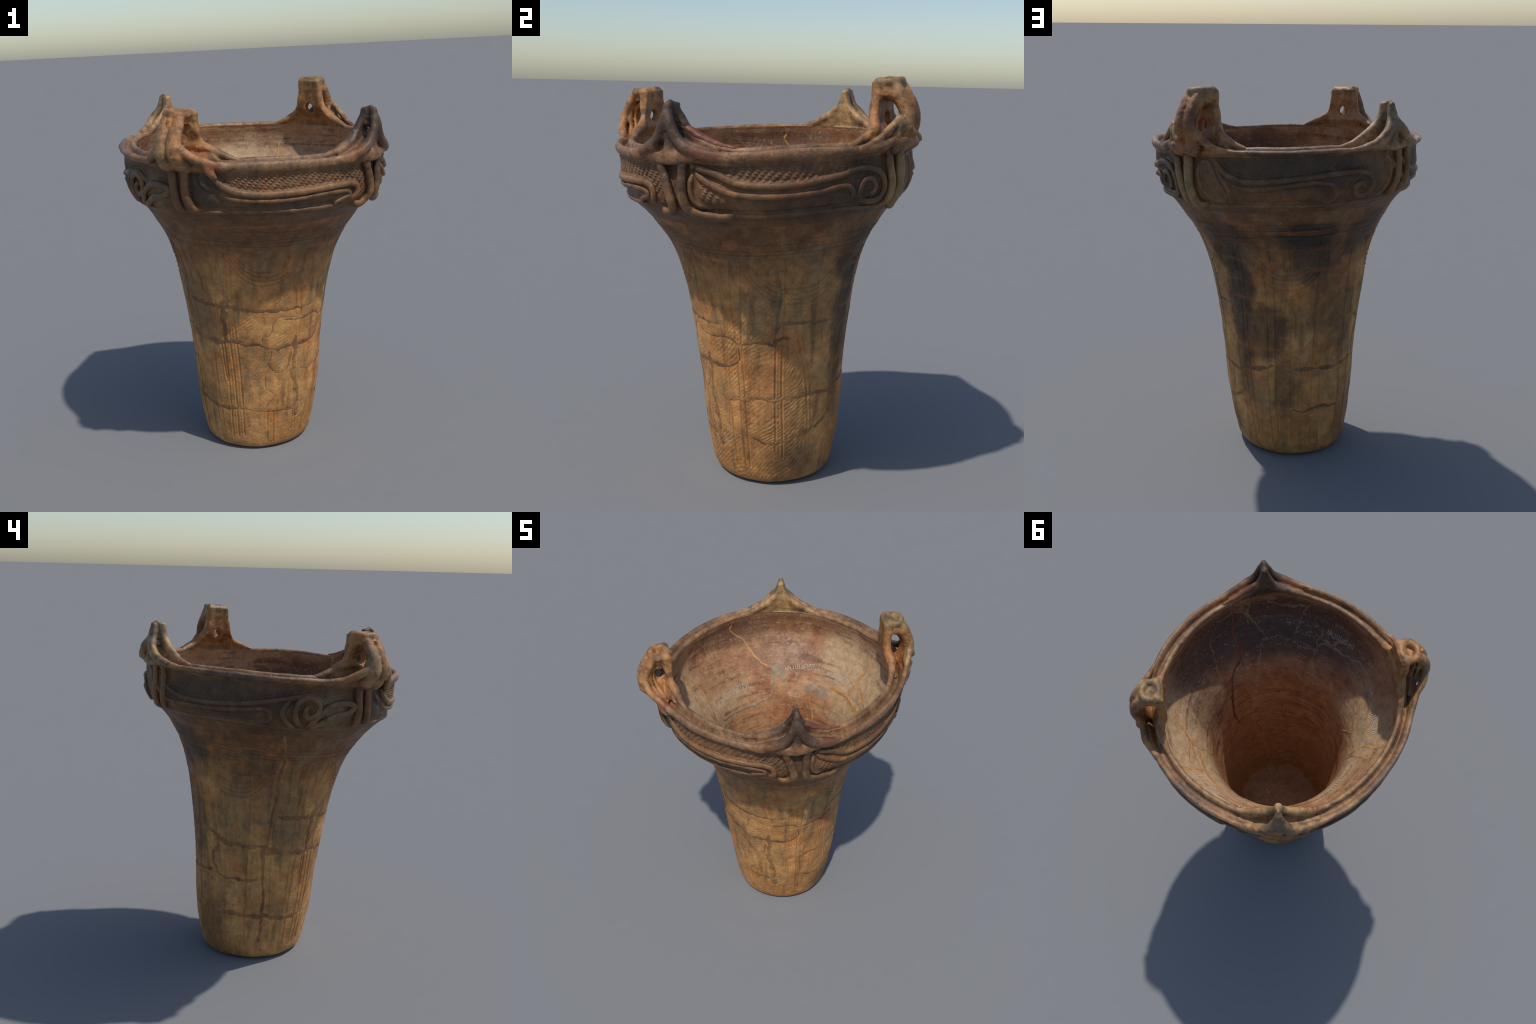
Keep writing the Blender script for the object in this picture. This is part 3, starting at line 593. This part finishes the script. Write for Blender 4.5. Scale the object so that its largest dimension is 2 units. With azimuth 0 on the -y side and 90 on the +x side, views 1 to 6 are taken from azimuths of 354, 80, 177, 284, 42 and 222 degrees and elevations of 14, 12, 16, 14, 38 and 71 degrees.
# ------------------------------------------------------------------ handles: blended solids (signed distance -> surface nets)
def surface_nets(F, o, st):
    s = F < 0; c = [(a, b, d) for a in (0, 1) for b in (0, 1) for d in (0, 1)]
    sh = tuple(n - 1 for n in F.shape)
    sub = lambda X, k: X[k[0]:k[0] + sh[0], k[1]:k[1] + sh[1], k[2]:k[2] + sh[2]]
    cnt = sum(sub(s, k).astype(np.int8) for k in c); act = (cnt > 0) & (cnt < 8)
    idx = np.full(sh, -1, np.int64); idx[act] = np.arange(act.sum())
    acc = np.zeros((act.sum(), 3)); w = np.zeros(act.sum())
    for k in c:
        for ax in range(3):
            if k[ax]: continue
            k2 = list(k); k2[ax] = 1
            f0, f1 = sub(F, k)[act], sub(F, k2)[act]; x = (f0 < 0) != (f1 < 0)
            t = np.where(x, f0 / np.where(x, f0 - f1, 1), 0); p = np.repeat(np.array([k], float), len(t), 0); p[:, ax] += t
            acc[x] += p[x]; w[x] += 1
    v = (np.argwhere(act) + acc / w[:, None]) * st + o
    faces = []
    for ax in range(3):
        b, d = [(1, 2), (2, 0), (0, 1)][ax]
        sl0 = [slice(1, -1)] * 3; sl0[ax] = slice(0, -1); sl1 = list(sl0); sl1[ax] = slice(1, None)
        e0, e1 = s[tuple(sl0)], s[tuple(sl1)]
        pos = np.argwhere(e0 != e1); base = pos.copy(); 
        off = np.ones(3, int); off[ax] = 0; base = base + off
        inside0 = e0[e0 != e1]
        def cell(db, dd):
            q = base.copy(); q[:, b] -= db; q[:, d] -= dd; return idx[q[:, 0], q[:, 1], q[:, 2]]
        f = np.stack([cell(1, 1), cell(0, 1), cell(0, 0), cell(1, 0)], -1)
        f[~inside0] = f[~inside0][:, ::-1]; faces.append(f)
    return v, np.vstack(faces)
class Clump:
    """solid in local coordinates: t along the rim, r radius, h height"""
    def __init__(s, az0, t=.40, r=(.54, .86), h=(1.64, 2.03), st=.005):
        s.az0, s.st, s.r0 = az0, st, .66
        s.o = np.array([-t, r[0], h[0]])
        s.n = (int(2 * t / st), int((r[1] - r[0]) / st), int((h[1] - h[0]) / st))
        ax = [s.o[k] + np.arange(s.n[k]) * st for k in range(3)]
        s.T, s.Rr, s.Hh = np.meshgrid(*ax, indexing='ij'); s.F = np.full(s.n, .3)
    def put(s, d, k=.015, win=None):
        w = win or (slice(None),) * 3; F = s.F[w]
        h = np.clip(.5 + .5 * (F - d) / k, 0, 1); s.F[w] = F * (1 - h) + d * h - k * h * (1 - h)
    def cut(s, d, k=.01):
        F = s.F; d = -d; h = np.clip(.5 - .5 * (F - d) / k, 0, 1); s.F = F * (1 - h) + d * h + k * h * (1 - h)
    def rod(s, pts, k=.015, mirror=False, wide=1.0):
        q = spline(pts, .02)
        for sg in ((1, -1) if mirror else (1,)):
            p = q.copy(); p[:, 0] *= sg
            m = q[:, 3].max() + .05
            lo = np.floor((p[:, :3].min(0) - m - s.o) / s.st).astype(int).clip(0, None); hi = np.ceil((p[:, :3].max(0) + m - s.o) / s.st).astype(int)
            w = tuple(slice(a, max(a + 1, min(b, n))) for a, b, n in zip(lo, hi, s.n))
            q3 = np.array([1 / wide, 1, 1]); X = np.stack([s.T[w], s.Rr[w], s.Hh[w]], -1) * q3; p[:, :3] = p[:, :3] * q3; d = np.full(X.shape[:3], 9.0)
            for a, b in zip(p[:-1], p[1:]):
                ab = b[:3] - a[:3]; u = np.clip(((X - a[:3]) @ ab) / (ab @ ab + 1e-12), 0, 1)
                d = np.minimum(d, np.linalg.norm(X - a[:3] - u[..., None] * ab, axis=-1) - (a[3] + (b[3] - a[3]) * u))
            s.put(d, k, w)
    def sheet(s, rc, th, width, top, k=.012):
        """upright wall |r - rc(h)| < th, half width given by height, capped at top"""
        wv = np.interp(s.Hh, width[0], width[1]); rcv = np.interp(s.Hh, rc[0], rc[1])
        s.put(np.maximum.reduce([np.abs(s.Rr - rcv) - th, (np.abs(s.T) - wv) * .7, s.Hh - top, 1.698 - s.Hh]), k)
    def ring(s, c, axis, major, minor, k=.012):
        X = [s.T - c[0], s.Rr - c[1], s.Hh - c[2]]; a = X.pop(axis)
        q = np.sqrt((X[0] / major[0]) ** 2 + (X[1] / major[1]) ** 2); m = (major[0] + major[1]) / 2
        s.put(np.sqrt(((q - 1) * m) ** 2 + a ** 2) - minor, k)
    def mesh(s, name, mat, rough=.0014, seed=0):
        X = np.stack([s.T, s.Rr, s.Hh], -1)
        near = np.abs(s.F) < .02
        n = np.zeros(s.n); n[near] = vnoise(X[near], 28, seed) * rough * 1.5 + vnoise(X[near], 70, seed + 5) * rough * .7
        F = s.F + n
        F[0] = F[-1] = F[:, 0] = F[:, -1] = .1; F[:, :, 0] = F[:, :, -1] = .1
        v, f = surface_nets(F, s.o, s.st)
        # settle the facets
        e = np.vstack([f[:, [0, 1]], f[:, [1, 2]], f[:, [2, 3]], f[:, [3, 0]]])
        for lam in (.5, -.52, .5, -.52):
            acc = np.zeros_like(v); c = np.zeros(len(v))
            for a, b in ((0, 1), (1, 0)):
                for ax in range(3): acc[:, ax] += np.bincount(e[:, a], v[e[:, b], ax], len(v))
                c += np.bincount(e[:, a], minlength=len(v))
            v = v + lam * (acc / np.maximum(c, 1)[:, None] - v)
        az = s.az0 + v[:, 0] / s.r0 / D2R
        h = v[:, 2] + np.interp(az % 360, np.r_[AZ, 360], np.r_[lip_dip, lip_dip[0]]) * smooth(v[:, 2], 1.665, 1.708) * smooth(v[:, 2], 1.83, 1.72)
        w = frame(az, h, v[:, 1])
        return add(name, w, f, mat)

def loop_handle(az0, top, inner, reach):
    """upright slab on the inner lip, a hollow cup on its top, twin straps arching out and down to the outer ridge"""
    c = Clump(az0)
    t = top; mid = inner + .052
    c.sheet(([1.6, 1.715, 1.75, 1.80, t], [.652, .650, .636, inner + .020, inner + .012]), .020, ([1.66, 1.70, 1.725, 1.75, 1.78, 1.82, 1.90, 2.0], [.20, .19, .16, .135, .112, .090, .076, .07]), t - .02)
    c.rod([(.056, inner + .016, t - .02, .020), (.064, inner + .016, t - .09, .019), (.084, inner + .020, t - .165, .020), (.118, .636, 1.768, .021), (.17, .640, 1.737, .020), (.25, .642, 1.706, .013), (.33, .644, 1.688, .010)], .014, True)
    c.ring((0, mid, t - .018), 2, (.050, .043), .018, .018)
    c.put(np.maximum(np.abs(c.Hh - (t - .050)) - .016, np.hypot(c.T, c.Rr - mid) - .050), .022)
    for sg in (1, -1):
        c.rod([(sg * .032, mid + .03, t - .026, .020), (sg * .027, reach - .052, t - .062, .026), (sg * .026, reach - .014, t - .125, .027), (sg * .027, reach, t - .19, .027), (sg * .032, reach - .012, 1.735, .026), (sg * .04, .718, 1.685, .024)], .004, wide=1.1)
        c.rod([(sg * .030, reach - .004, 1.80, .019), (sg * .085, reach - .022, 1.745, .020), (sg * .14, .727, 1.708, .019), (sg * .20, .712, 1.694, .016), (sg * .28, .704, 1.688, .010)], .014)
    c.rod([(-.05, .735, 1.70, .024), (.05, .735, 1.70, .024)], .02)
    return c
# loop handle open from side to side, with a small pointed knob
c = loop_handle(138, 1.980, .586, .742)
c.rod([(0, .632, 1.920, .038), (0, .676, 1.900, .034), (0, .704, 1.845, .022), (0, .712, 1.79, .020), (0, .70, 1.735, .026), (0, .675, 1.705, .024)], .02, wide=1.5)
c.rod([(-.27, .706, 1.696, .012), (-.19, .713, 1.725, .014), (-.125, .722, 1.775, .016), (-.080, .730, 1.812, .015)], .010)
c.rod([(-.080, .730, 1.812, .015), (-.055, .752, 1.78, .015), (-.02, .765, 1.745, .016)], .010)
c.rod([(-.080, .732, 1.805, .013), (-.088, .732, 1.745, .016), (-.095, .722, 1.68, .019)], .012)
c.rod([(-.22, .710, 1.692, .013), (-.14, .722, 1.712, .015), (-.06, .745, 1.715, .016)], .010)
c.cut(np.maximum(np.hypot(c.T - .004, (c.Hh - 1.802)) - .028, c.Rr - .66))
loop_a = c.mesh("loop_handle", m_upper, seed=3)
# loop handle with nested rings round its eye
c = loop_handle(325.4, 1.948, .630, .786)
c.put(np.maximum.reduce([np.abs(c.T) - .009, np.abs(c.Rr - .703) - .062, np.abs(c.Hh - 1.80) - .115]), .008)
for sg in (1, -1):
    # two nested teardrop ridges round the eye, running out along the rim
    c.rod([(sg * .022, .656, 1.885, .010), (sg * .028, .695, 1.900, .011), (sg * .032, .733, 1.866, .011), (sg * .034, .744, 1.80, .011), (sg * .044, .736, 1.745, .011), (sg * .085, .718, 1.712, .011), (sg * .15, .700, 1.698, .008)], .004)
    c.rod([(sg * .014, .660, 1.862, .009), (sg * .018, .690, 1.874, .010), (sg * .021, .716, 1.846, .010), (sg * .024, .722, 1.79, .010), (sg * .038, .710, 1.742, .010), (sg * .085, .694, 1.712, .010), (sg * .14, .684, 1.70, .007)], .004)
    c.rod([(sg * .010, .690, 1.725, .026), (sg * .06, .692, 1.694, .022), (sg * .12, .684, 1.685, .013)], .02)
c.rod([(.13, .728, 1.70, .016), (.155, .722, 1.67, .017), (.165, .708, 1.645, .014)], .012)
c.cut(np.hypot((c.Rr - .688), (c.Hh - 1.808) * .62) - (.024 + .22 * np.clip(np.abs(c.T) - .012, 0, .03)))
c.cut(np.maximum(np.hypot(c.T, (c.Hh - 1.806)) - .028, c.Rr - .665))
loop_b = c.mesh("loop_handle", m_upper, seed=13)

def peak_handle(az0, top, inner, outer):
    """lip and outer ridge both sweep up to one narrow fin; a tunnel runs between them"""
    c = Clump(az0)
    c.rod([(0, inner + .004, top - .030, .010), (0, (inner + outer) / 2, top - .008, .009), (0, outer - .006, top - .022, .010)], .008)
    for k, q in ((.024, .010), (.040, .011), (.060, .013), (.088, .016)): c.rod([(0, inner + .004, top - k, q), (0, outer - .002, top - k, q)], .010)
    c.rod([(0, inner, top - .03, .011), (.022, (inner + .636) / 2, top - .085, .015), (.062, .638, 1.778, .020), (.125, .640, 1.741, .020), (.20, .643, 1.713, .015), (.31, .645, 1.690, .010)], .014, True)
    c.sheet(([1.6, 1.72, 1.76, 1.80, top - .04], [.650, .646, .640, .638, inner]), .017, ([1.66, 1.717, 1.741, 1.778, top - .085, top - .03], [.20, .185, .125, .064, .028, .012]), top - .02)
    c.rod([(0, outer - .006, top - .030, .011), (.016, outer + .006, top - .09, .018), (.044, .722, 1.768, .023), (.090, .721, 1.724, .024), (.16, .711, 1.699, .020), (.24, .705, 1.690, .014), (.32, .702, 1.686, .009)], .012, True)
    c.rod([(0, outer, top - .06, .014), (0, .709, 1.79, .016), (0, .711, 1.70, .022)], .02)
    c.rod([(0, .680, 1.745, .026), (.06, .680, 1.715, .020), (.12, .678, 1.695, .016), (.20, .676, 1.68, .010)], .022, True)
    c.rod([(-.10, .706, 1.694, .016), (-.04, .711, 1.688, .020), (.04, .711, 1.688, .020), (.10, .706, 1.694, .016)], .02)
    return c
c = peak_handle(47, 1.932, .668, .722); peak_c = c.mesh("peak_handle", m_upper, seed=23)
c = peak_handle(221.3, 1.902, .645, .695); peak_d = c.mesh("peak_handle", m_upper, seed=33)
c = Clump(47); c.rod([(.004, .660, 1.835, .013), (.050, .648, 1.806, .017), (.11, .644, 1.764, .018), (.18, .644, 1.731, .014), (.25, .646, 1.712, .008)], .01)
c.mesh("repair_bar", m_bar, seed=43)
